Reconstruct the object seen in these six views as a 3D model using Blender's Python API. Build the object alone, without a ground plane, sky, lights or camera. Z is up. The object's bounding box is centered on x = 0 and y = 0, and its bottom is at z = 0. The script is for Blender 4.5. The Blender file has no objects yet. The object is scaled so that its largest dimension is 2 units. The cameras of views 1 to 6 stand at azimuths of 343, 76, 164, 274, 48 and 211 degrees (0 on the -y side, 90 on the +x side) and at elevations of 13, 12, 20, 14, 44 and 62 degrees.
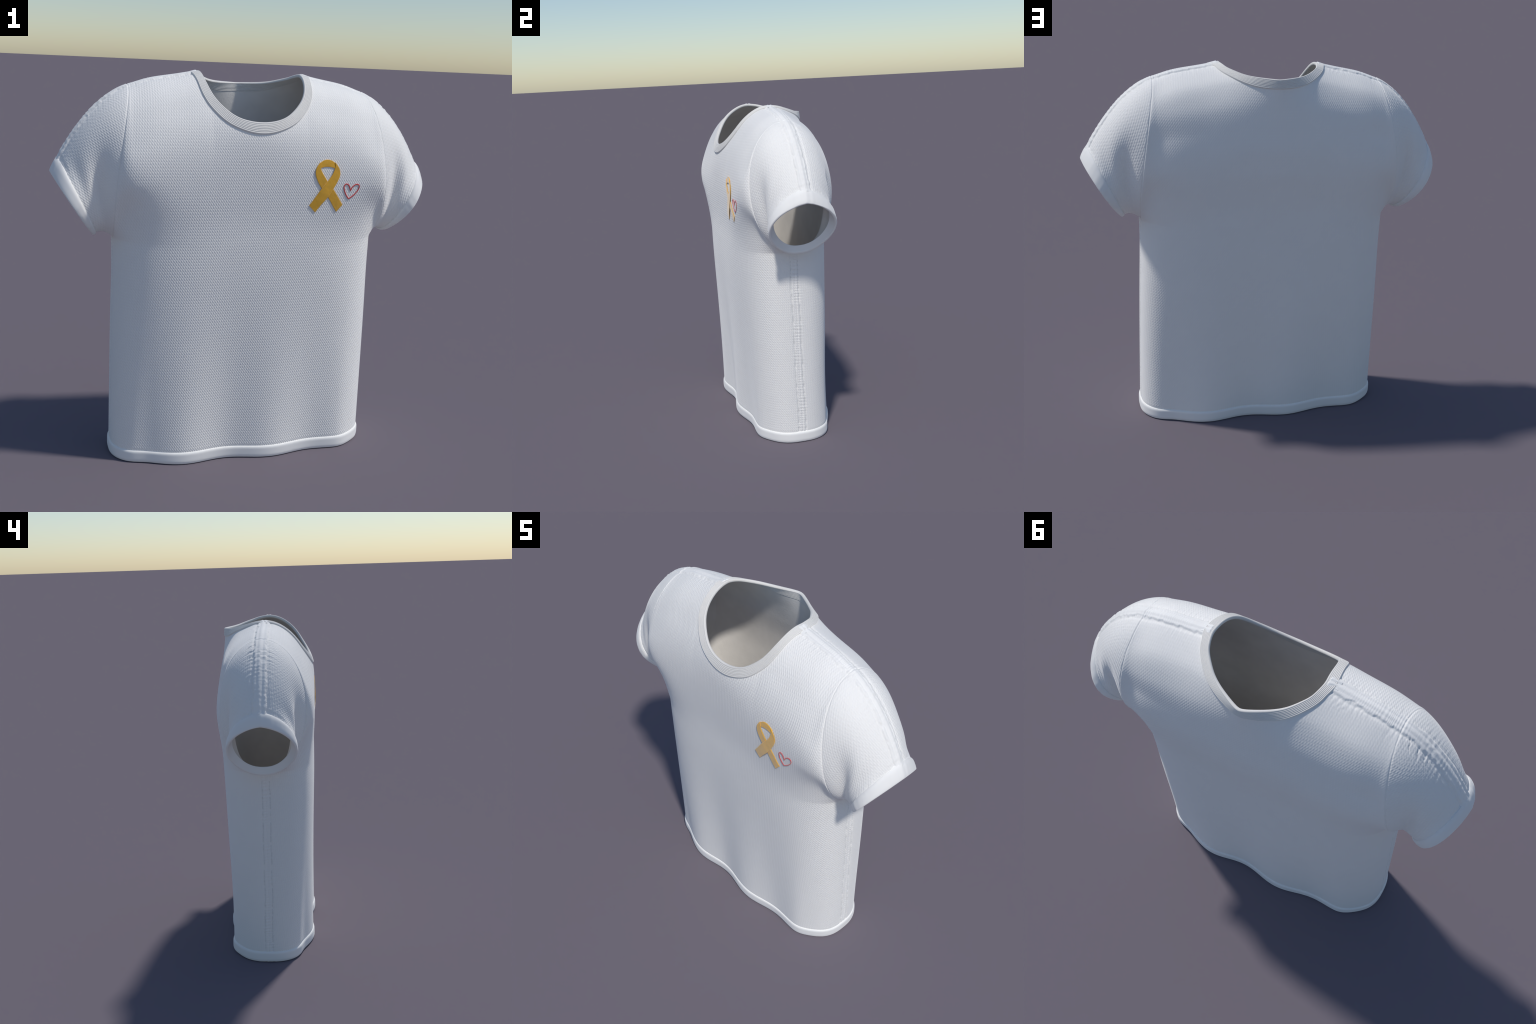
"""A short-sleeved crew-neck t-shirt standing as if worn by an invisible torso.

The body is one lofted surface: cross-section rows run from the hem to the
arm-pit as super-ellipses, then climb over the chest / shoulder blades as rows
indexed by the angle round the arm-hole ellipse.  Sleeves are lofted from that
same arm-hole ellipse to the cuff ring.  Bands (collar, cuffs, hem) are swept
profiles laid on the surface."""
import bpy, math
import numpy as np

rng = np.random.default_rng(7)
PI = math.pi


# --------------------------------------------------------------------------
# small numeric helpers
# --------------------------------------------------------------------------
def spline(xs, ys):
    """natural cubic spline through control points, linear beyond the ends"""
    xs, ys = np.array(xs, float), np.array(ys, float)
    n = len(xs)
    h = np.diff(xs)
    A = np.eye(n)
    b = np.zeros(n)
    for i in range(1, n - 1):
        A[i, i - 1], A[i, i], A[i, i + 1] = h[i - 1], 2 * (h[i - 1] + h[i]), h[i]
        b[i] = 6 * ((ys[i + 1] - ys[i]) / h[i] - (ys[i] - ys[i - 1]) / h[i - 1])
    m = np.linalg.solve(A, b)

    def f(x):
        x = np.clip(np.asarray(x, float), xs[0], xs[-1])
        i = np.clip(np.searchsorted(xs, x) - 1, 0, n - 2)
        a, c, hh = xs[i + 1] - x, x - xs[i], h[i]
        return (m[i] * a**3 + m[i + 1] * c**3) / (6 * hh) + (ys[i] / hh - m[i] * hh / 6) * a + (ys[i + 1] / hh - m[i + 1] * hh / 6) * c

    return f


def mono(xs, ys):
    """monotone (pchip) interpolation: no overshoot"""
    xs, ys = np.array(xs, float), np.array(ys, float)
    h = np.diff(xs)
    d = np.diff(ys) / h
    m = np.zeros(len(xs))
    m[0], m[-1] = d[0], d[-1]
    for i in range(1, len(xs) - 1):
        if d[i - 1] * d[i] > 0:
            w1, w2 = 2 * h[i] + h[i - 1], h[i] + 2 * h[i - 1]
            m[i] = (w1 + w2) / (w1 / d[i - 1] + w2 / d[i])

    def f(x):
        x = np.clip(np.asarray(x, float), xs[0], xs[-1])
        i = np.clip(np.searchsorted(xs, x) - 1, 0, len(xs) - 2)
        t = (x - xs[i]) / h[i]
        return (ys[i] * (1 + 2 * t) * (1 - t) ** 2 + h[i] * m[i] * t * (1 - t) ** 2
                + ys[i + 1] * t * t * (3 - 2 * t) + h[i] * m[i + 1] * t * t * (t - 1))

    return f


def sstep(a, b, x):
    t = np.clip((np.asarray(x, float) - a) / (b - a), 0, 1)
    return t * t * (3 - 2 * t)


_tab = np.random.default_rng(11).random(4096)


def noise1(x, seed=0):
    """smooth value noise on a line, -1..1"""
    x = np.asarray(x, float) + seed * 37.31 + 1000.0
    i = np.floor(x).astype(int)
    t = x - i
    t = t * t * (3 - 2 * t)
    return 2 * (_tab[i % 4096] * (1 - t) + _tab[(i + 1) % 4096] * t) - 1


def noise2(x, y, seed=0):
    x = np.asarray(x, float) + 500.0 + seed * 17.7
    y = np.asarray(y, float) + 500.0 + seed * 5.3
    i, j = np.floor(x).astype(int), np.floor(y).astype(int)
    t, u = x - i, y - j
    t, u = t * t * (3 - 2 * t), u * u * (3 - 2 * u)
    H = lambda a, b: _tab[(a * 157 + b * 1009) % 4096]
    return 2 * ((H(i, j) * (1 - t) + H(i + 1, j) * t) * (1 - u) + (H(i, j + 1) * (1 - t) + H(i + 1, j + 1) * t) * u) - 1


def unit(v):
    return v / np.maximum(np.linalg.norm(v, axis=-1, keepdims=True), 1e-12)


# --------------------------------------------------------------------------
# the body surface
# --------------------------------------------------------------------------
Z_PIT = 1.165                      # arm-pit height
HOLE_Z, HOLE_RZ, HOLE_RY = 1.541, 0.376, 0.243   # arm-hole ellipse
ridge_z = spline([0, .14, .27, .367, .45, .529, .60, .617], [1.999, 1.997, 1.992, 1.975, 1.961, 1.944, 1.921, 1.916])
hole_x = spline([1.165, 1.25, 1.35, 1.5, 1.65, 1.8, 1.916], [.690, .700, .700, .689, .668, .641, .617])
side_x = spline([0, .46, .84, 1.05, 1.165], [.702, .698, .692, .689, .692])

# depth of the front and the back, below the arm-pit (by z)
front_low = spline([0, .26, .64, .85, 1.05, 1.165], [.250, .255, .267, .275, .281, .282])
back_low = spline([0, .3, .65, 1.0, 1.165], [.251, .251, .263, .273, .278])
# ... and above it, by the square root of the drop below the shoulder ridge
front_up = spline([0, .2, .265, .339, .4, .447, .49, .548, .656, .742, .806, .86, .917],
                  [0, .113, .150, .190, .222, .248, .268, .284, .291, .289, .285, .282, .282])
front_side = spline([0, .2, .265, .339, .4, .447, .49, .548, .656, .742, .806, .86, .917],
                    [0, .112, .148, .185, .213, .235, .253, .272, .289, .289, .285, .282, .282])
back_side = spline([0, .084, .224, .274, .316, .387, .447, .548, .67, .72, .80, .86, .917],
                   [0, .040, .123, .158, .182, .215, .240, .268, .291, .292, .283, .276, .278])
back_mid = mono([0, .12, .239, .327, .447, .548, .67, .73, .80, .86, .917],
                [0, .20, .264, .268, .277, .290, .306, .305, .294, .284, .278])


PB, QB = 4.0, 2.6                  # roundness of the body's cross-section


def fold_wave(x, z):
    """soft vertical folds that die out upwards: the whole hem sways sideways"""
    a = .0175 * np.clip(1 - z / 1.30, 0, 1) ** 1.9
    return -a * np.sin(2 * PI * x / .465) * (1 - sstep(.50, .66, np.abs(x)))


def torso_low(s, z, side):
    """s in -1..1 across the panel, z height, side -1 front / +1 back"""
    a = np.abs(s)
    xe = side_x(z)
    # columns are spread by angle so that the rounded sides get their share
    th = a * PI / 2
    c, sn = np.cos(th), np.sin(th)
    p, q = PB, QB
    x = xe * np.sign(s) * sn ** (2 / p)
    Y = front_low(z) if side < 0 else back_low(z)
    y = side * Y * np.maximum(c, 0) ** (2 / q)
    return np.stack([x, y + fold_wave(x, z), z + 0 * x], -1)


def torso_up(s, phi, side):
    """phi: 0 on the shoulder ridge .. pi at the arm-pit"""
    w = (1 + np.cos(phi)) / 2
    ye = HOLE_RY * np.sin(phi)
    ze = Z_PIT + (HOLE_Z + HOLE_RZ - Z_PIT) * w
    xe = hole_x(ze)
    th = np.abs(s) * PI / 2
    low = 1 - sstep(0, .42, w)                    # 1 at the arm-pit row
    # spread of columns: as in torso_low at the pit, even higher up
    a = low * np.sin(th) ** (2 / PB) + (1 - low) * np.abs(s)
    x = xe * a * np.sign(s)
    ax = np.abs(x)
    zr = ridge_z(np.minimum(ax, .617))
    zr = np.where(ax > .617, 1.916, zr)
    z = Z_PIT + (zr - Z_PIT) * w
    k = np.sqrt(np.maximum(zr - z, 0))
    k = np.minimum(k, .917)
    if side < 0:
        b = np.cos(np.clip(ax / .24, 0, 1) * PI / 2)
        Y = front_side(k) * (1 - b) + front_up(k) * b
        bust = np.exp(-((w - .52) / .26) ** 2)
        p = PB + 9 * bust + 6 * sstep(.6, .9, w)
    else:
        u = 1 - (np.sqrt(ax**2 + .022**2) - .022) / .25
        lin = np.clip(.5 * (u + np.sqrt(u * u + .06)) - .015, 0, 1)       # fades out without a crease
        cosb = np.cos(np.clip(ax / .52, 0, 1) * PI / 2) ** 2
        m = sstep(.30, .62, k)
        b = lin * (1 - m) + cosb * m
        Y = back_side(k) * (1 - b) + back_mid(k) * b
        bust = np.exp(-((w - .5) / .3) ** 2)
        p = PB + 4 * bust + 6 * sstep(.6, .9, w)
    # profile towards the arm-hole: the panel falls away like the rows below,
    # lifted at its edge to the depth of the arm-hole
    q = QB - .4 * sstep(0, .4, w)
    fall = np.maximum(1 - a**p, 0) ** (1 / q)
    fall = np.where(a > .999, np.maximum(np.cos(th), 0) ** (2 / QB), fall)
    y = side * np.sqrt((Y * fall) ** 2 + (ye * a ** (16 - 10 * sstep(0, .4, w))) ** 2)
    return np.stack([x, y + fold_wave(x, z), z], -1)


CUFF_B = np.array([.790, 0, 1.183])           # lowest point of the cuff ring
CUFF_T = np.array([.991, 0, 1.490])           # highest point
CUFF_N = unit(np.array([.836, 0, -.549]))


def cuff_ring(phi):
    """phi 0 top, +90 deg back, -90 deg front, pi bottom"""
    sn, c = np.sin(phi), np.cos(phi)
    mid, half = (CUFF_T + CUFF_B) / 2, (CUFF_T - CUFF_B) / 2
    y = .192 * np.sign(sn) * np.abs(sn) ** (1.35 - .35 * ((1 - c) / 2) ** 4)
    P = mid + half * c[..., None]
    P[..., 1] = y
    return P


def arm_hole(phi):
    side = np.where(phi < 0, -1, 1)
    z = Z_PIT + (HOLE_Z + HOLE_RZ - Z_PIT) * (1 + np.cos(phi)) / 2
    return np.stack([hole_x(z), HOLE_RY * np.sin(np.abs(phi)) * side, z], -1)


def sleeve(r, phi):
    """right-hand (+x) sleeve, r 0 at the arm-hole .. 1 at the cuff lip"""
    A, C = arm_hole(phi), cuff_ring(phi)
    ap = np.abs(phi)
    sgn = np.sign(np.sin(phi))
    top = ((1 + np.cos(ap)) / 2) ** 1.6
    bot = ((1 - np.cos(ap)) / 2) ** 3
    mid = np.clip(1 - top - bot, 0, 1)
    z0 = 0 * phi
    tA = (top[..., None] * np.stack([.56 + z0, z0, -.20 + z0], -1)
          + mid[..., None] * np.stack([.20 + z0, -.22 * sgn, -.10 + z0], -1)
          + bot[..., None] * np.stack([.10 + z0, z0, .10 + z0], -1))
    tC = (top[..., None] * np.stack([.17 + z0, z0, -.34 + z0], -1)
          + mid[..., None] * np.stack([.22 + z0, .10 * sgn, -.16 + z0], -1)
          + bot[..., None] * np.stack([.10 + z0, z0, -.05 + z0], -1))
    r = r[..., None]
    # the sleeve pinches in beside the arm-hole, front and back
    pinch = np.exp(-((ap - 1.75) / .62) ** 2)[..., None] * np.exp(-((r - .36) / .20) ** 2)
    P = A * (1 + 2 * r) * (1 - r) ** 2 + tA * r * (1 - r) ** 2 + C * r * r * (3 - 2 * r) + tC * r * r * (r - 1)
    neckin = np.exp(-((ap - 1.05) / .55) ** 2)[..., None] * np.exp(-((r - .70) / .11) ** 2)
    P[..., 1:2] *= 1 - .17 * pinch - .07 * neckin
    return P


# --------------------------------------------------------------------------
# sample the surface into one welded vertex list
# --------------------------------------------------------------------------
NS = 360                       # columns across a panel
NL = 250                       # rows hem .. arm-pit
NU = 190                       # rows arm-pit .. ridge
NR = 96                        # rings on a sleeve
HEM_H = .063
CUFF_R0 = .82                  # sleeve parameter where the cuff band begins

t_ = np.linspace(-1, 1, NS + 1)
S = .45 * t_ + .55 * (1.5 * t_ - .5 * t_**3)       # columns crowd towards the seams
zl = np.linspace(0, Z_PIT, NL + 1)
ph = np.linspace(PI, 0, NU + 1)
# dense samples of one half row, to be spread evenly along its length
a_fine = np.concatenate([np.linspace(0, .97, 500)])
s_fine = np.arcsin(a_fine ** (PB / 2)) * 2 / PI
s_fine = np.concatenate([s_fine, np.linspace(s_fine[-1], 1, 420)[1:]])


def even_row(P):
    """respace a dense half row (centre .. edge) to the column positions"""
    d = np.concatenate([[0], np.cumsum(np.linalg.norm(np.diff(P, axis=0), axis=1))])
    d /= d[-1]
    q = S[NS // 2:]
    return np.stack([np.interp(q, d, P[:, k]) for k in range(3)], 1)


def panel(side):
    rows = []
    for f, vals in ((torso_low, zl[:-1]), (torso_up, ph)):
        for v in vals:
            right = even_row(f(s_fine, np.full(s_fine.shape, v), side))
            left = even_row(f(-s_fine, np.full(s_fine.shape, v), side))
            rows.append(np.concatenate([left[::-1][:-1], right]))
    return np.array(rows)                       # rows x cols x 3


front, back = panel(-1), panel(1)
ROWS, COLS = front.shape[:2]
verts = [front.reshape(-1, 3)]
fid = np.arange(ROWS * COLS).reshape(ROWS, COLS)
bid = np.full((ROWS, COLS), -1)
# weld: side seams (rows below the pit, both edges) and the ridge (last row)
share = np.zeros((ROWS, COLS), bool)
share[: NL + 1, 0] = share[: NL + 1, -1] = True
share[-1, :] = True
bid[share] = fid[share]
free = ~share
bid[free] = ROWS * COLS + np.arange(free.sum())
verts.append(back[free])
nv = ROWS * COLS + free.sum()

# sleeves: closed rings, phi from +pi (back, bottom) over the top to -pi
phi_ring = np.concatenate([ph, -ph[::-1][1:-1]])     # pi..0 back, then 0..-pi front (without the two ends)
R = np.linspace(0, 1, NR + 1)
R = .40 * R + .60 * R**1.7             # rings crowd towards the arm-hole
sl_ids, sl_pos = [], []
for sx in (1, -1):
    rr, pp = np.meshgrid(R, phi_ring, indexing="ij")
    P = sleeve(rr, pp)
    P[..., 0] *= sx
    ids = np.full(rr.shape, -1)
    col = -1 if sx > 0 else 0
    ids[0, : NU + 1] = bid[NL:, col]
    ids[0, NU + 1:] = fid[NL + 1: -1, col][::-1]
    n = ids[1:].size
    ids[1:] = (nv + np.arange(n)).reshape(ids[1:].shape)
    verts.append(P[1:].reshape(-1, 3))
    nv += n
    sl_ids.append(ids)
    sl_pos.append(P)
V = np.concatenate(verts).astype(float)


def grid_faces(ids, flip=False, wrap=False):
    a = np.concatenate([ids, ids[:, :1]], 1) if wrap else ids
    f = np.stack([a[:-1, :-1], a[:-1, 1:], a[1:, 1:], a[1:, :-1]], -1)
    return f[..., ::-1] if flip else f


F_front = grid_faces(fid)                    # outward = -y
F_back = grid_faces(bid, flip=True)
F_sl = [grid_faces(sl_ids[0], flip=False, wrap=True), grid_faces(sl_ids[1], flip=True, wrap=True)]


def vert_normals(V, faces):
    N = np.zeros_like(V)
    for f in faces:
        f = f.reshape(-1, 4)
        n = np.cross(V[f[:, 2]] - V[f[:, 0]], V[f[:, 3]] - V[f[:, 1]])
        for k in range(4):
            for c in range(3):
                N[:, c] += np.bincount(f[:, k], n[:, c], len(V))
    return unit(N)


ALL = [F_front, F_back, *F_sl]

# --- soften the join of torso and sleeve (and nothing else) ----------------
edges = np.concatenate([np.concatenate([f.reshape(-1, 4)[:, [k, (k + 1) % 4]] for k in range(4)]) for f in ALL])
edges = np.unique(np.sort(edges, 1), axis=0)
deg = np.bincount(edges.ravel(), minlength=len(V)).astype(float)
soft = np.zeros(len(V))
scol = np.abs(S)
g = np.clip((scol - .86) / .12, 0, 1)
upper = np.concatenate([sstep(.86, 1, zl[:-1] / Z_PIT), np.ones(NU + 1)])
for ids in (fid, bid):
    soft[ids.ravel()] = np.maximum(soft[ids.ravel()], (upper[:, None] * g[None, :]).ravel())
for ids in sl_ids:
    gs = np.clip(1 - R / .22, 0, 1)
    soft[ids.ravel()] = np.maximum(soft[ids.ravel()], np.repeat(gs, ids.shape[1]))
soft = sstep(0, 1, soft)[:, None]


def relax(V, times, weight):
    for _ in range(times):
        avg = np.stack([np.bincount(edges[:, 0], V[edges[:, 1], c], len(V)) + np.bincount(edges[:, 1], V[edges[:, 0], c], len(V)) for c in range(3)], 1) / deg[:, None]
        V = V + weight * .6 * (avg - V)
    return V


pit = np.zeros(len(V))
band_w = np.concatenate([np.exp(-((zl[:-1] - Z_PIT) / .10) ** 2), np.exp(-((Z_PIT + (1 + np.cos(ph)) * .37 - Z_PIT) / .12) ** 2)])
for ids in (fid, bid):
    pit[ids.ravel()] = np.repeat(band_w, COLS)
V = relax(V, 90, (pit * (1 - soft[:, 0]))[:, None])
V = relax(V, 16, soft)
near = np.concatenate([np.exp(-((zl[:-1] - Z_PIT) / .035) ** 2), np.exp(-((1 + np.cos(ph)) * .37 / .045) ** 2)])
seamfree = 1 - sstep(.90, .985, scol)
pit[:] = 0
for ids in (fid, bid):
    pit[ids.ravel()] = (near[:, None] * seamfree[None, :]).ravel()
V = relax(V, 50, pit[:, None])
V0 = V.copy()
N0 = vert_normals(V, ALL)

# --------------------------------------------------------------------------
# surface relief: puckered shoulder seam, side seam, arm-hole groove
# --------------------------------------------------------------------------
relief = np.zeros(len(V))


def tape_half(L, d, sx):
    """ragged half width of the shoulder seam"""
    sd = np.where(d > 0, 1, 2) + (0 if sx > 0 else 7)
    return .032 + .006 * (sx < 0) + .005 * noise1(L * 24, 3 + sx) + .004 * noise1(L * 80, 5 + sx) + .004 * noise2(L * 60, sd, 4) - .006 * (d < 0)


side_in = np.zeros(len(V))           # strength of the two greyer lines along the side seam
tape_in = np.full(len(V), 1.0)       # distance outside the ragged seam edge


def shoulder_relief(L, d, sx):
    """L along the ridge from the neck, d signed distance across it"""
    e = np.abs(d)
    sd = np.where(d > 0, 1, 2) + (0 if sx > 0 else 7)
    half = tape_half(L, d, sx)
    tape = 1 - sstep(half - .004, half + .003, e)
    groove = np.exp(-((e - .039 - .006 * (sx < 0) + .006 * (d < 0) - .004 * noise1(L * 14, 3 + sx)) / .009) ** 2)
    core = .0022 * np.exp(-((d - .006) / .007) ** 2) - .0030 * np.exp(-((d + .011) / .006) ** 2) - .0012 * np.exp(-((d - .020) / .005) ** 2)
    # gathers: short ripples square to the seam, strongest beside it
    ph_ = L * 30 + 1.5 * noise1(L * 12, 1) + np.where(d > 0, .4, 0) + .8 * noise2(L * 20, e * 25, 2)
    rip = np.sin(2 * PI * ph_) * (.6 + .4 * noise1(L * 22, 9))
    reach = np.exp(-np.maximum(e - half, 0) / .030) * sstep(half + .001, half + .014, e)
    strong = 1 + .6 * (sx < 0) * (d > 0)
    out = sstep(.60, .80, L)
    crease = sum(np.exp(-((L - c - .25 * (e - .03) - .004 * noise1(e * 60, k)) / .0022) ** 2) for k, c in enumerate((.665, .715, .760)))
    crease = crease * sstep(.026, .036, e) * (1 - sstep(.08 - .01, .095, e)) * (sx < 0) * (d > 0)
    return (-.0045 * crease + .0048 * tape - .0028 * groove + core + (.0013 + .0006 * out) * rip * reach * strong
            + .0006 * tape * np.sin(2 * PI * (L * 95 + noise1(L * 30, 2))) + .0012 * out * tape * rip)


def side_relief(z, d):
    e = np.abs(d)
    wob = .004 * noise1(z * 9, 4)
    g1 = np.exp(-((d + .024 + wob) / .0055) ** 2)
    g2 = np.exp(-((d - .020 + wob) / .005) ** 2)
    mid = np.exp(-((d - .001 + wob) / .004) ** 2)
    lad = np.sin(2 * PI * z * 58 + 7 * noise1(z * 11, 6) + 40 * d) * np.exp(-(e / .03) ** 2) * (.45 + .55 * noise2(z * 16, d * 30, 3))
    return -.0042 * (g1 + g2) * (.65 + .35 * noise1(z * 45, 8)) - .0022 * mid * (.4 + .6 * np.abs(noise1(z * 55, 2))) + .0015 * lad + .0012 * np.exp(-((d - .010 + wob) / .007) ** 2)


for side, ids in ((-1, fid), (1, bid)):
    P = V0[ids]
    # across-the-ridge distance on the upper rows
    up = P[NL:]
    arc = np.concatenate([np.cumsum(np.linalg.norm(np.diff(up[::-1], axis=0), axis=2), 0)[::-1], np.zeros((1, COLS))], 0)
    r_ = np.zeros(P.shape[:2])
    for sx in (1, -1):
        m = (S * sx > 0)
        r_[NL:][:, m] = shoulder_relief(np.abs(up[-1:, m, 0]) + 0 * arc[:, m], side * arc[:, m], sx) * (1 - sstep(.10, .18, arc[:, m]))
        Lg, dg = np.abs(up[-1:, m, 0]) + 0 * arc[:, m], side * arc[:, m]
        old = tape_in[ids[NL:][:, m]]
        tape_in[ids[NL:][:, m]] = np.abs(dg) - tape_half(Lg, dg, sx)
        # side seam, below the pit
        lowp = P[: NL + 1]
        edge = lowp[:, -1 if sx > 0 else 0]
        dd = np.linalg.norm(lowp[:, m] - edge[:, None], axis=2)
        r_[: NL + 1][:, m] += side_relief(lowp[:, m, 2], side * dd) * (1 - sstep(.10, .16, dd)) * sstep(.02, .06, 1.2 - lowp[:, m, 2])
        wob = .004 * noise1(lowp[:, m, 2] * 9, 4)
        sd_ = side * dd
        line = np.maximum(np.exp(-((sd_ + .024 + wob) / .0055) ** 2), np.exp(-((sd_ - .020 + wob) / .005) ** 2))
        sub = side_in[ids[: NL + 1]]
        sub[:, m] = line * (1 - .55 * (noise1(lowp[:, m, 2] * 45, 8) > .45)) * (lowp[:, m, 2] > HEM_H) * (lowp[:, m, 2] < 1.12)
        side_in[ids[: NL + 1]] = sub
        # arm-hole groove
        edge = up[:, -1 if sx > 0 else 0]
        dd = np.linalg.norm(up[:, m] - edge[:, None], axis=2)
        r_[NL:][:, m] += -.0026 * np.exp(-(dd / .0028) ** 2)
    relief[ids.ravel()] = r_.ravel()
for sx, ids in zip((1, -1), sl_ids):
    P = V0[ids]
    top = P[:, NU: NU + 1]
    L = .617 + np.concatenate([[0], np.cumsum(np.linalg.norm(np.diff(P[:, NU], axis=0), axis=1))])
    d = np.linalg.norm(P - top, axis=2) * np.where(phi_ring >= 0, 1, -1)
    dcap = (1 - sstep(.09, .16, np.abs(d)))
    rl = shoulder_relief(L[:, None] + 0 * d, d, sx) * dcap * np.where(R < .97, 1, .4)[:, None]
    tape_in[ids[1:]] = (np.abs(d) - tape_half(L[:, None] + 0 * d, d, sx))[1:]
    dist = np.linalg.norm(P - P[:1], axis=2)
    rl += -.0026 * np.exp(-(dist / .0028) ** 2)
    # two rows of stitching above the cuff
    for r0 in (CUFF_R0 - .028, CUFF_R0 - .004):
        rl += -.0030 * np.exp(-((R[:, None] - r0) / .009) ** 2) * (.6 + .4 * noise1(phi_ring * 14, 3))[None, :]
    m = np.ones_like(rl, bool)
    m[0] = False
    relief[ids[m]] = rl[m]
for ids in (fid, bid):
    rr_ = relief[ids]
    rr_[:NL] += -.0020 * np.exp(-((zl[:NL] - HEM_H - .002) / .005) ** 2)[:, None]
    relief[ids.ravel()] = rr_.ravel()
V = V0 + N0 * relief[:, None]
N1 = vert_normals(V, ALL)

# --------------------------------------------------------------------------
# materials
# --------------------------------------------------------------------------
class Nodes:
    def __init__(self, name):
        self.mat = bpy.data.materials.new(name)
        self.mat.use_nodes = True
        self.t = self.mat.node_tree
        self.b = self.t.nodes["Principled BSDF"]

    def node(self, kind, **kw):
        n = self.t.nodes.new(kind)
        for k, v in kw.items():
            setattr(n, k, v)
        return n

    def link(self, a, b):
        self.t.links.new(a, b)

    def math(self, op, a, b=None, c=None):
        n = self.node("ShaderNodeMath", operation=op)
        for i, v in enumerate((a, b, c)):
            if v is None:
                continue
            if isinstance(v, (int, float)):
                n.inputs[i].default_value = v
            else:
                self.link(v, n.inputs[i])
        return n.outputs[0]

    def obj_xyz(self):
        tc = self.node("ShaderNodeTexCoord")
        sp = self.node("ShaderNodeSeparateXYZ")
        self.link(tc.outputs["Object"], sp.inputs[0])
        return tc.outputs["Object"], sp.outputs


def shade(M, color, rough=.85, sheen=.5, spec=.25, vary=.008, scale=9.0):
    co, _ = M.obj_xyz()
    n = M.node("ShaderNodeTexNoise")
    n.inputs["Scale"].default_value = scale
    n.inputs["Detail"].default_value = 3
    M.link(co, n.inputs["Vector"])
    ramp = M.node("ShaderNodeValToRGB")
    ramp.color_ramp.elements[0].position, ramp.color_ramp.elements[1].position = .3, .7
    ramp.color_ramp.elements[0].color = (*[c * (1 - vary) for c in color], 1)
    ramp.color_ramp.elements[1].color = (*[min(1, c * (1 + vary)) for c in color], 1)
    M.link(n.outputs["Fac"], ramp.inputs[0])
    M.link(ramp.outputs[0], M.b.inputs["Base Color"])
    M.b.inputs["Roughness"].default_value = rough
    M.b.inputs["Specular IOR Level"].default_value = spec
    M.b.inputs["Sheen Weight"].default_value = sheen
    M.b.inputs["Sheen Roughness"].default_value = .5


def knit(name, color, tilt=0.0, strength=.23, dist=.004, **kw):
    """pique knit: staggered rows of small slanted stitches, as bump"""
    M = Nodes(name)
    shade(M, color, **kw)
    co, xyz = M.obj_xyz()
    x, y, z = xyz[0], xyz[1], xyz[2]
    geo = M.node("ShaderNodeNewGeometry")
    ns = M.node("ShaderNodeSeparateXYZ")
    tcn = M.node("ShaderNodeTexCoord")
    M.link(tcn.outputs["Normal"], ns.inputs[0])
    nx = M.math("ABSOLUTE", ns.outputs[0])
    ny = M.math("ABSOLUTE", ns.outputs[1])
    nz = M.math("ABSOLUTE", ns.outputs[2])
    ca, sa = math.cos(tilt), math.sin(tilt)
    across = M.math("ADD", M.math("MULTIPLY", x, ca), M.math("MULTIPLY", z, sa))
    along = M.math("SUBTRACT", M.math("MULTIPLY", z, ca), M.math("MULTIPLY", x, sa))

    def stitch(u, v):
        pu = M.math("ADD", M.math("MULTIPLY", u, 2 * PI / .0122), M.math("MULTIPLY", v, 2 * PI * .38 / .0150))
        pv = M.math("MULTIPLY", v, PI / .0150)
        rows = M.math("ABSOLUTE", M.math("SINE", pv))
        return M.math("ADD", M.math("MULTIPLY", M.math("MULTIPLY", M.math("SINE", pu), M.math("SINE", pv)), .8), M.math("MULTIPLY", rows, .42))

    a = stitch(across, along)          # faces front / back
    b = stitch(y, along)               # faces sideways
    c = stitch(x, y)                   # faces up
    wy = M.math("POWER", ny, 3.0)
    wx = M.math("POWER", nx, 3.0)
    wz = M.math("POWER", nz, 3.0)
    tot = M.math("ADD", M.math("ADD", wx, wy), wz)
    hgt = M.math("DIVIDE", M.math("ADD", M.math("ADD", M.math("MULTIPLY", a, wy), M.math("MULTIPLY", b, wx)), M.math("MULTIPLY", c, wz)), tot)
    grain = M.node("ShaderNodeTexNoise")
    grain.inputs["Scale"].default_value = 160
    grain.inputs["Detail"].default_value = 2
    M.link(co, grain.inputs["Vector"])
    hgt = M.math("ADD", hgt, M.math("MULTIPLY", grain.outputs["Fac"], .7))
    bp = M.node("ShaderNodeBump")
    bp.inputs["Strength"].default_value = strength
    bp.inputs["Distance"].default_value = dist
    M.link(hgt, bp.inputs["Height"])
    M.link(bp.outputs[0], M.b.inputs["Normal"])
    return M.mat


def plain(name, color, grain=0.0, grain_scale=120, **kw):
    M = Nodes(name)
    shade(M, color, **kw)
    if grain:
        co, _ = M.obj_xyz()
        n = M.node("ShaderNodeTexNoise")
        n.inputs["Scale"].default_value = grain_scale
        n.inputs["Detail"].default_value = 3
        M.link(co, n.inputs["Vector"])
        bp = M.node("ShaderNodeBump")
        bp.inputs["Strength"].default_value = grain
        bp.inputs["Distance"].default_value = .003
        M.link(n.outputs["Fac"], bp.inputs["Height"])
        M.link(bp.outputs[0], M.b.inputs["Normal"])
    return M.mat


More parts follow.
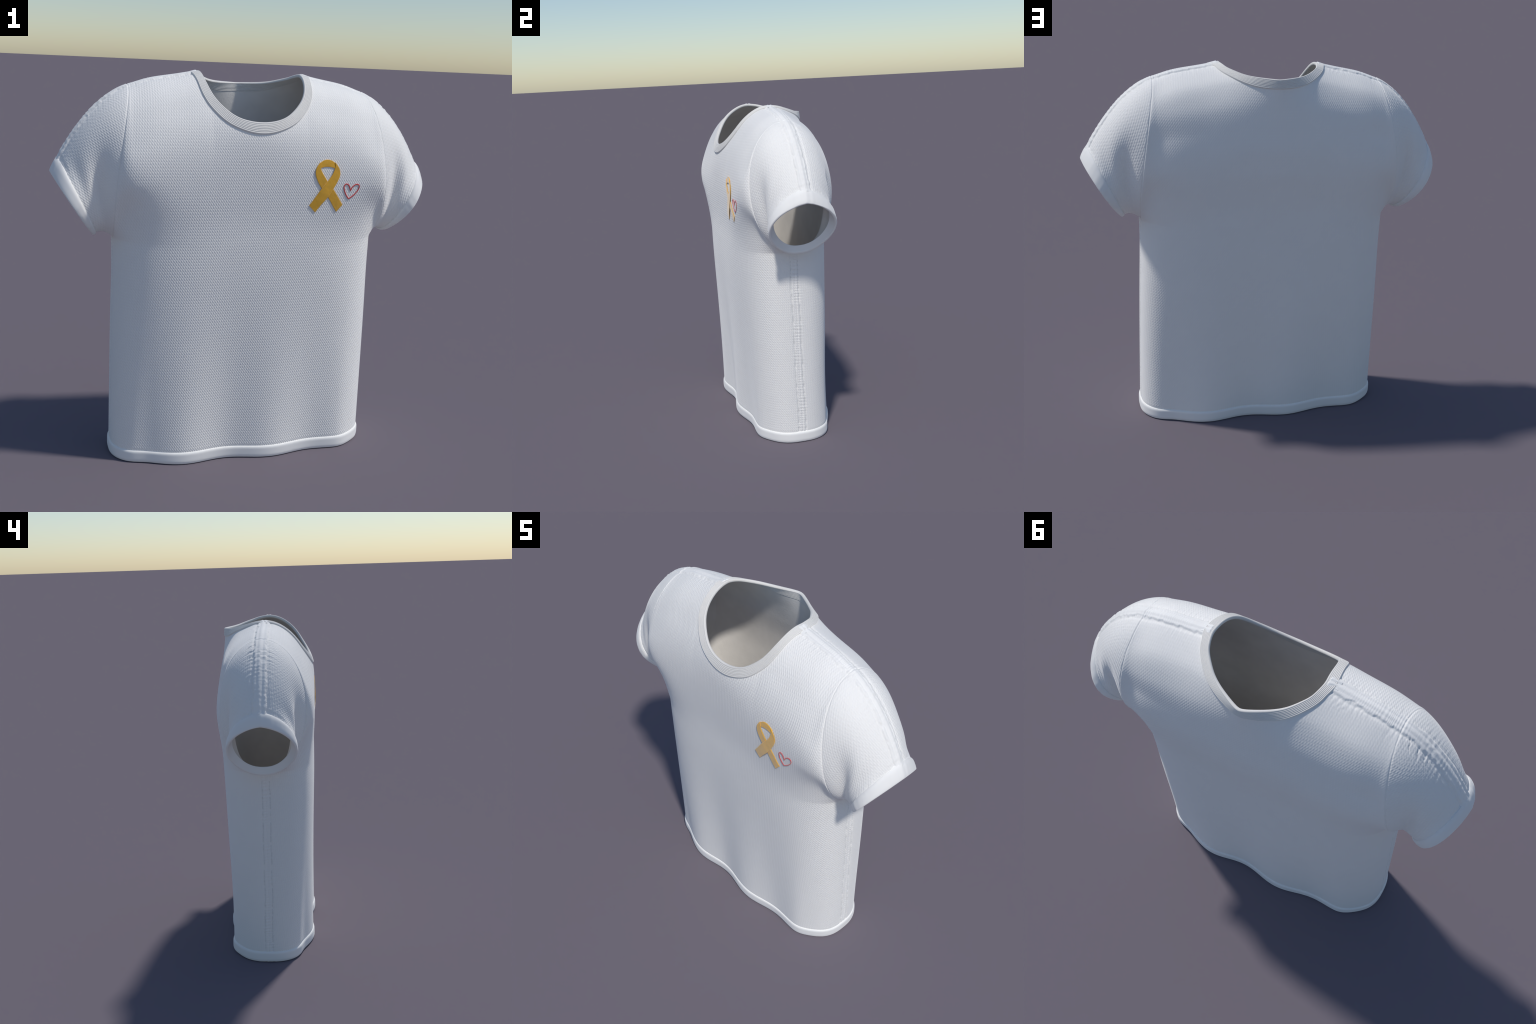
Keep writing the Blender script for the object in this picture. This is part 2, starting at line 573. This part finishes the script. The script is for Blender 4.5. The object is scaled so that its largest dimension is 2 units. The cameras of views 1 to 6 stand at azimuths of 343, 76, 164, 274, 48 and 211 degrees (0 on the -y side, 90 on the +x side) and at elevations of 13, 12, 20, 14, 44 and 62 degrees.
WHITE = (.90, .882, .852)
m_knit = knit("white_pique_knit", WHITE)
m_knit_back = knit("white_pique_knit_back", WHITE, strength=.12)
m_knit_l = knit("white_pique_knit_sleeve_right", WHITE, tilt=.30)
m_knit_r = knit("white_pique_knit_sleeve_left", WHITE, tilt=-.30)
m_band = plain("smooth_white_band", (.90, .885, .857), vary=.01, rough=.7)
m_seam = plain("white_seam", (.90, .885, .857), vary=.015, grain=.35, grain_scale=55)
m_side_line = plain("grey_white_side_lines", (.80, .79, .765), vary=.08, scale=90)
m_rib = plain("grey_white_rib", (.77, .745, .705), vary=.03, grain=.2, grain_scale=60)
m_inner = plain("warm_grey_inside", (.90, .87, .83), vary=.04, grain=.25, sheen=.1)
m_gold = plain("gold_ribbon", (.82, .42, .018), vary=.08, scale=30, grain=.3, grain_scale=50, rough=.75, sheen=.9)
m_red = plain("red_cord", (.66, .04, .04), vary=.05, rough=.75, sheen=.9)

# --------------------------------------------------------------------------
# objects
# --------------------------------------------------------------------------
root = bpy.data.objects.new("t_shirt", None)
root["label"] = "white short-sleeved crew-neck t-shirt with gold ribbon badge"
root["category"] = "t-shirt"
bpy.context.scene.collection.objects.link(root)


def add(name, v, faces, mat, normals=None, parent=root, smooth=True):
    faces = np.ascontiguousarray(faces.reshape(-1, faces.shape[-1]))
    used = np.unique(faces)
    remap = np.full(len(v), -1)
    remap[used] = np.arange(len(used))
    f = remap[faces].astype(np.int32)
    vv = np.ascontiguousarray(v[used], np.float32)
    me = bpy.data.meshes.new(name)
    k = f.shape[1]
    me.vertices.add(len(vv))
    me.vertices.foreach_set("co", vv.ravel())
    me.loops.add(f.size)
    me.loops.foreach_set("vertex_index", f.ravel())
    me.polygons.add(len(f))
    me.polygons.foreach_set("loop_start", np.arange(0, f.size, k, dtype=np.int32))
    me.polygons.foreach_set("use_smooth", np.full(len(f), smooth))
    me.update(calc_edges=True)
    me.validate()
    me.materials.append(mat)
    if normals is not None:
        me.normals_split_custom_set_from_vertices(np.ascontiguousarray(normals[used], np.float32))
    ob = bpy.data.objects.new(name, me)
    ob.parent = parent
    bpy.context.scene.collection.objects.link(ob)
    return ob


# ---- neckline in the parameter plane (s, g): g = phi, negative at the front
# control points (x, y, z) of the collar's rim and of its outer edge, right half
RIM = [(0, -.272, 1.768), (.06, -.266, 1.774), (.12, -.252, 1.792), (.18, -.226, 1.831), (.22, -.196, 1.880),
       (.244, -.156, 1.930), (.256, -.115, 1.962), (.262, -.040, 1.995), (.262, .030, 1.997), (.241, .095, 1.980),
       (.22, .126, 1.973), (.18, .167, 1.961), (.12, .209, 1.948), (.06, .240, 1.944), (0, .262, 1.943)]
OUT = [(0, -.286, 1.715), (.06, -.284, 1.720), (.12, -.272, 1.736), (.18, -.250, 1.764), (.22, -.231, 1.799),
       (.26, -.208, 1.848), (.286, -.176, 1.901), (.298, -.113, 1.960), (.308, -.030, 1.990), (.304, .045, 1.984),
       (.275, .105, 1.957), (.24, .148, 1.935), (.18, .190, 1.909), (.10, .232, 1.896), (0, .262, 1.893)]

# lookup of (s, g) for a point: nearest sample of the smooth surface
up_f, up_b = V0[fid][NL:], V0[bid][NL:]
sheet = np.concatenate([up_f, up_b[::-1][1:]], 0)              # g from -pi over the ridge to +pi
nsheet = np.concatenate([N0[fid][NL:], N0[bid][NL:][::-1][1:]], 0)
gax = np.concatenate([-ph, ph[::-1][1:]])


def locate(P):
    d = ((sheet - P) ** 2).sum(-1)
    i, j = np.unravel_index(np.argmin(d), d.shape)
    return S[j], gax[i]


def bilinear(grid, s, gg):
    fj = np.clip(np.interp(s, S, np.arange(NS + 1)), 0, NS - 1e-6)
    fi = np.clip(np.interp(gg, gax, np.arange(len(gax))), 0, len(gax) - 1 - 1e-6)
    i, j = fi.astype(int), fj.astype(int)
    a, b = (fi - i)[..., None], (fj - j)[..., None]
    return (grid[i, j] * (1 - a) + grid[i + 1, j] * a) * (1 - b) + (grid[i, j + 1] * (1 - a) + grid[i + 1, j + 1] * a) * b


def neck_curve(pts):
    sg = np.array([locate(np.array(p)) for p in pts])
    sg[0, 0] = sg[-1, 0] = 0
    d = np.concatenate([[0], np.cumsum(np.linalg.norm(np.diff(np.array(pts), axis=0), axis=1))])
    d /= d[-1]
    # mirror a few front points so that the neckline runs smoothly across the centre
    d = np.concatenate([-d[3:0:-1], d])
    sg = np.concatenate([sg[3:0:-1] * [-1, 1], sg])
    return spline(d, sg[:, 0]), spline(d, sg[:, 1])


NT = 300
tt = np.linspace(0, 1, NT // 2 + 1)


def full_loop(pts):
    fs, fg = neck_curve(pts)
    s, gg = fs(tt), fg(tt)
    s, gg = np.concatenate([s, -s[::-1][1:-1]]), np.concatenate([gg, gg[::-1][1:-1]])
    # even out the curve, except at the little point at the back of the neck
    n = len(s)
    keep = sstep(.86, .96, 1 - np.abs(np.arange(n) - n / 2) / (n / 2))
    k = np.hanning(21) / np.hanning(21).sum()
    ev = lambda v: np.convolve(np.concatenate([v[-10:], v, v[:10]]), k, "valid")
    return s * keep + ev(s) * (1 - keep), gg * keep + ev(gg) * (1 - keep)


rim_s, rim_g = full_loop(RIM)
out_s, out_g = full_loop(OUT)

# ---- torso panels: drop everything inside the middle of the collar --------
mid_s, mid_g = rim_s * .6 + out_s * .4, rim_g * .6 + out_g * .4


def inside(px, py, qx, qy):
    r = np.zeros(px.shape, bool)
    n = len(qx)
    for i in range(n):
        x1, y1, x2, y2 = qx[i], qy[i], qx[(i + 1) % n], qy[(i + 1) % n]
        if y1 == y2:
            continue
        c = ((y1 > py) != (y2 > py)) & (px < (x2 - x1) * (py - y1) / (y2 - y1) + x1)
        r ^= c
    return r


sc, pc = np.meshgrid((S[1:] + S[:-1]) / 2, (ph[1:] + ph[:-1]) / 2)


def trimmed(F, sign):
    keep = np.ones(F.shape[:2], bool)
    keep[NL:] = ~inside(sc, sign * pc, mid_s, mid_g)
    return F[keep]


KF, KB = trimmed(F_front, -1), trimmed(F_back, 1)



def split_tape(F):
    F = F.reshape(-1, 4)
    t = tape_in[F].mean(1) < 0
    return F[~t], F[t]


def split_side(F):
    t = side_in[F].mean(1) > .62
    return F[~t], F[t]


KFp, tape_f = split_tape(KF)
KBp, tape_b = split_tape(KB)
KFp, side_f = split_side(KFp)
KBp, side_b = split_side(KBp)
stitch = np.concatenate([side_f, side_b])  # panel faces along the two side-seam grooves, coloured a little greyer than the panels
for sx in (1, -1):
    add("side_seam", V, stitch[V[stitch[:, 0], 0] * sx > 0], m_side_line, N1)
add("front_panel", V, KFp, m_knit, N1)
add("back_panel", V, KBp, m_knit_back, N1)
tape_t = np.concatenate([tape_f, tape_b])
tape_side = V[tape_t[:, 0], 0] + V[tape_t[:, 2], 0] > 0
sleeves = []
r_end = np.searchsorted(R, CUFF_R0 + .06)
for k, (F, m) in enumerate(zip(F_sl, (m_knit_r, m_knit_l))):
    Fs, Ft = split_tape(F[:r_end])
    sleeves.append(add("sleeve", V, Fs, m, N1))
    add("shoulder_seam", V, np.concatenate([tape_t[tape_side == (k == 0)], Ft]), m_seam, N1)

# ---- inside of the cloth ---------------------------------------------------
Vin = V0 - N0 * .008
lining = np.concatenate([KF.reshape(-1, 4), KB.reshape(-1, 4)] + [F[:r_end].reshape(-1, 4) for F in F_sl])[:, ::-1]
add("lining", Vin, lining, m_inner, -N0)


# ---- swept bands -------------------------------------------------------------
def band(name, base, nrm, prof_t, prof_h, mat, wrap=True, tangent=None):
    """base(t) -> (n,3) points of the carrier for t in the profile; the profile is
    a list of (t, height above the carrier); loops of equal length are joined"""
    rings = [base(t) + nrm(t) * h for t, h in zip(prof_t, prof_h)]
    ids = np.arange(len(rings) * len(rings[0])).reshape(len(rings), -1)
    return np.concatenate(rings), ids


def profile(t0, t1, up, down, edge, lip, ribs=0, rib_h=0.0, inner_t=None, n=40, flare=0.0, bulge=0.0):
    """outer face from t0 (edge) to t1 (lip), round lip, inner face back again"""
    T, H = [t0 - .002, t0], [-.004, .0]
    for a in np.linspace(0, PI / 2, 9):
        T.append(t0 + edge * (1 - math.cos(a)))
        H.append(up * math.sin(a))
    for t in np.linspace(t0 + edge, t1 - lip, n)[1:]:
        x = (t - t0 - edge) / (t1 - lip - t0 - edge)
        T.append(t)
        H.append(up + bulge * math.sin(PI * x) + rib_h * (math.cos(2 * PI * ribs * x) - 1) * .5 * (1 if ribs else 0))
    c = (up - down) / 2
    for a in np.linspace(0, PI, 12)[1:]:
        T.append(t1 - lip + lip * math.sin(a))
        H.append((up + down) / 2 + c * math.cos(a))
    it = t0 + edge * .5 if inner_t is None else inner_t
    for t in np.linspace(t1 - lip, it, n)[1:]:
        x = (t - it) / (t1 - lip - it)
        T.append(t)
        H.append(down - flare * (1 - x) - rib_h * (math.cos(2 * PI * ribs * x) - 1) * .5 * (1 if ribs else 0))
    T.append(it)
    H.append(down - flare + .006)
    return np.array(T), np.array(H)


def roll(t0, t1, up, down, lip, flare=0.0, inner_t=None, n=26, square=3.0):
    """a folded band: one soft roll outside, round lip, turned-in inner face"""
    T, H, K = [t0 - (t1 - t0) * .05, t0], [-.004, -.001], []
    for a in np.linspace(0, 1, n)[1:]:
        x = .5 - .5 * math.cos(a * PI)
        k = abs(2 * x - 1)
        T.append(t0 + (t1 - lip - t0) * x)
        H.append(up * (1 - (k**square) * (1.0 if x < .5 else .35)) + .001)
    top = H[-1]
    for a in np.linspace(0, PI, 12)[1:]:
        T.append(t1 - lip + lip * math.sin(a))
        H.append((top + down) / 2 + (top - down) / 2 * math.cos(a))
    it = t0 if inner_t is None else inner_t
    for x in np.linspace(0, 1, 16)[1:]:
        T.append(t1 - lip + (it - t1 + lip) * x)
        H.append(down)
    T.append(it)
    H.append(down + .006)
    K = np.concatenate([np.zeros(len(T) - 16), np.linspace(0, 1, 16)[1:], [1]]) * flare
    return np.array(T), np.array(H), K


# collar: carrier runs from the outer edge (t = 0) to the rim (t = 1)
wob = .0 * rim_s


def collar_at(t):
    s, gg = out_s + (rim_s - out_s) * t, out_g + (rim_g - out_g) * t
    return bilinear(sheet, s, gg)


def collar_n(t):
    s, gg = out_s + (rim_s - out_s) * min(t, 1), out_g + (rim_g - out_g) * min(t, 1)
    n = unit(bilinear(nsheet, s, gg))
    k = np.ones(9) / 9
    m = len(n)
    return unit(np.stack([np.convolve(np.concatenate([n[-4:, c], n[:, c], n[:4, c]]), k, "valid") for c in range(3)], 1))


T, H = profile(0, 1, .0075, -.0095, .10, .14, ribs=6, rib_h=.0015, n=48)
rings = [collar_at(t) + collar_n(t) * h for t, h in zip(T, H)]
cv = np.concatenate(rings)
cid = np.arange(len(cv)).reshape(len(T), -1)
add("collar", cv, grid_faces(cid, wrap=True, flip=True), m_rib)

# the ragged end of each shoulder seam laps over the collar band
gi = len(ph) - 1
for sx in (1, -1):
    Ls = np.linspace(.272, .325, 26)
    vs = np.linspace(-1, 1, 34)
    arc_g = np.linalg.norm(np.diff(sheet[:, NS // 2 + sx * 75], axis=0), axis=1)
    cum = np.concatenate([[0], np.cumsum(arc_g)])
    cum -= cum[gi]
    pts = []
    for i, L in enumerate(Ls):
        d = vs * (tape_half(np.full(len(vs), L), vs, sx) * (.80 - .35 * sx * 0) * sstep(-.6, .2, (i + 3) / 26))
        g_ = np.interp(d, cum, gax)
        s_ = np.full(len(vs), np.interp(sx * L, sheet[gi, :, 0], S))
        e = np.minimum(1 - np.abs(vs), .25) / .25 * min(1, i / 3)
        h = .0145 * np.sqrt(np.clip(e, 0, 1)) - .004 - .006 * (i / 25) + .0012 * np.sin(vs * 9 + L * 60)
        n_ = unit(bilinear(nsheet, s_, g_))
        pts.append(bilinear(sheet, s_, g_) + n_ * h[:, None])
    pv = np.concatenate(pts)
    add("seam_end", pv, grid_faces(np.arange(len(pv)).reshape(26, -1), flip=(sx > 0)), m_seam)

# cuffs
for sx, ids in zip((1, -1), sl_ids):
    P, Nn = V0[ids], N0[ids]
    ring_n = Nn[int(NR * .9)]

    def cuff_at(t, P=P):
        f = float(np.interp(t, R, np.arange(NR + 1)))
        i = min(int(f), NR - 1)
        q = P[i] * (1 - f + i) + P[i + 1] * (f - i)
        if t > 1:
            q = q + unit(P[NR] - P[NR - 2]) * (t - 1) * .37
        return q

    T, H, K = roll(CUFF_R0, 1.0, .0068, -.009, .024, inner_t=CUFF_R0 + .01, flare=.030)
    uneven = (.0016 * noise1(phi_ring * 3.2, 4) + .0008 * noise1(phi_ring * 9, 5))[:, None]
    sag = (.12 + .88 * (1 - np.cos(phi_ring)) / 2)[:, None]      # the inner edge rises only at the bottom
    cv = np.concatenate([cuff_at(t) + ring_n * (h - k * sag + uneven * (h > .003)) for t, h, k in zip(T, H, K)])
    cid = np.arange(len(cv)).reshape(len(T), -1)
    add("cuff", cv, grid_faces(cid, wrap=True, flip=(sx < 0)), m_band, parent=sleeves[0 if sx > 0 else 1])

# hem
loop = np.concatenate([fid[:, :], bid[:, ::-1][:, 1:-1]], 1)[:60]
HP, HN = V0[loop], N0[loop]
HN = HN.copy()
HN[..., 2] = 0
HN = unit(HN)
zrow = zl[:60]


def hem_at(t):
    z = HEM_H * (1 - t)
    f = np.interp(z, zrow, np.arange(60))
    i = min(int(f), 58)
    return (HP[i] * (1 - f + i) + HP[i + 1] * (f - i)), (HN[i] * (1 - f + i) + HN[i + 1] * (f - i))


T, H, _ = roll(0, 1, .0062, -.012, .14, square=5.5)
cv = []
for t, h in zip(T, H):
    p, n = hem_at(t)
    cv.append(p + n * h)
cv = np.concatenate(cv)
cid = np.arange(len(cv)).reshape(len(T), -1)
add("hem_band", cv, grid_faces(cid, wrap=True, flip=True), m_band)

# --------------------------------------------------------------------------
# chest badge: looped ribbon and a little heart, laid on the front
# --------------------------------------------------------------------------
fv = V0[fid]
fx, fy, fz = fv[NL - 40: NL + 120, :, 0], fv[NL - 40: NL + 120, :, 1], fv[NL - 40: NL + 120, :, 2]


def chest_y(x, z):
    d = (fx - x) ** 2 + (fz - z) ** 2
    k = np.argpartition(d.ravel(), 6)[:6]
    w = 1 / (d.ravel()[k] + 1e-6)
    return (fy.ravel()[k] * w).sum() / w.sum()


def badge_xz(px, py):
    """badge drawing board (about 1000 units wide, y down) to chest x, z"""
    return BX + px * .00027 + py * .000026, BZ - py * .000241


BX, BZ = .1411, 1.644
BAD = bpy.data.objects.new("ribbon_badge", None)
BAD.parent = root
bpy.context.scene.collection.objects.link(BAD)


def strand(name, ctrl, lift, thick=.0030, n=70):
    """flat strap: ctrl rows give the two edges (ax, ay, bx, by) along it"""
    c = np.array(ctrl, float)
    d = np.concatenate([[0], np.cumsum(np.linalg.norm(np.diff((c[:, :2] + c[:, 2:]) / 2, axis=0), axis=1))])
    t = np.linspace(0, d[-1], n)
    E = np.stack([spline(d, c[:, k])(t) for k in range(4)], 1)
    lf = spline(np.linspace(0, d[-1], len(lift)), lift)(t)
    m = 7
    sect = [(0, 0), (.0, .7), (.03, .95)] + [(q, 1.0) for q in np.linspace(.08, .92, m)] + [(.97, .95), (1, .7), (1, 0)]
    vv = []
    for k in range(n):
        for q, h in sect:
            px, py = E[k, 0] + (E[k, 2] - E[k, 0]) * q, E[k, 1] + (E[k, 3] - E[k, 1]) * q
            x, z = badge_xz(px, py)
            vv.append((x, chest_y(x, z) - .0005 - lf[k] - thick * h, z))
    vv = np.array(vv)
    ids = np.arange(len(vv)).reshape(n, len(sect))
    f = grid_faces(ids, wrap=True).reshape(-1, 4)
    caps = []
    ns = len(sect)
    for k, rev in ((0, False), (n - 1, True)):
        for a in range(ns // 2 - 0):
            b = ns - 1 - a
            if a + 1 <= b - 1:
                q = [ids[k, a], ids[k, a + 1], ids[k, b - 1], ids[k, b]]
                if len(set(q)) == 4:
                    caps.append(q[::-1] if rev else q)
    f = np.concatenate([f, np.array(caps)])
    # keep faces pointing outward: flip all if the strap's face points into the cloth
    q = f[len(sect) * 10 + 5]
    if np.cross(vv[q[2]] - vv[q[0]], vv[q[3]] - vv[q[1]])[1] > 0:
        f = f[:, ::-1]
    ob = add(name, vv, f, m_gold, parent=BAD, smooth=False)
    return ob


strand("ribbon_loop", [(560, 400, 545, 290), (575, 385, 590, 258), (640, 362, 645, 222), (710, 355, 712, 208), (780, 362, 785, 220), (846, 386, 845, 256), (862, 402, 885, 290)], [.0, .0])
strand("ribbon_strand", [(560, 270, 575, 330), (492, 370, 572, 392), (462, 478, 596, 470), (485, 615, 645, 565), (560, 785, 705, 680), (690, 990, 800, 820), (780, 1170, 900, 1000), (850, 1305, 981, 1155)], [.002, .002, .001, .0, .0, .0])
strand("ribbon_strand", [(872, 320, 862, 262), (848, 392, 920, 350), (815, 475, 950, 470), (760, 565, 920, 600), (690, 660, 808, 800), (570, 805, 690, 980), (440, 990, 555, 1140), (313, 1165, 427, 1312)], [.0025, .0025, .003, .0042, .003, .0])

heart = [(1110, 1028), (1062, 950), (1033, 870), (1020, 795), (1038, 735), (1080, 712), (1118, 742), (1140, 800), (1150, 856),
         (1180, 795), (1230, 742), (1290, 720), (1328, 738), (1328, 795), (1285, 872), (1210, 955), (1110, 1028)]


def tube(name, ctrl, radius, mat, corners, off):
    """round cord along corner-separated smooth runs"""
    pts = []
    idx = [0, *corners, len(ctrl) - 1]
    for a, b in zip(idx[:-1], idx[1:]):
        c = np.array(ctrl[a: b + 1], float)
        d = np.concatenate([[0], np.cumsum(np.linalg.norm(np.diff(c, axis=0), axis=1))])
        t = np.linspace(0, d[-1], 40)
        q = np.stack([spline(d, c[:, 0])(t), spline(d, c[:, 1])(t)], 1)
        pts.append(q if not pts else q[1:])
    q = np.concatenate(pts)[:-1]
    P = []
    for px, py in q:
        x, z = badge_xz(px, py)
        P.append((x, chest_y(x, z) - off, z))
    P = np.array(P)
    tan = unit(np.roll(P, -1, 0) - np.roll(P, 1, 0))
    nb = np.array([0, -1.0, 0])
    e1 = unit(np.cross(tan, nb))
    e2 = np.cross(e1, tan)
    a = np.linspace(0, 2 * PI, 12, endpoint=False)
    vv = P[:, None] + radius * (np.cos(a)[None, :, None] * e1[:, None] + np.sin(a)[None, :, None] * e2[:, None] * .55)
    ids = np.arange(vv.shape[0] * 12).reshape(-1, 12)
    ids = np.concatenate([ids, ids[:1]], 0)
    add(name, vv.reshape(-1, 3), grid_faces(ids, wrap=True), mat)


tube("heart_outline", heart, .0028, m_red, [8], .0016)
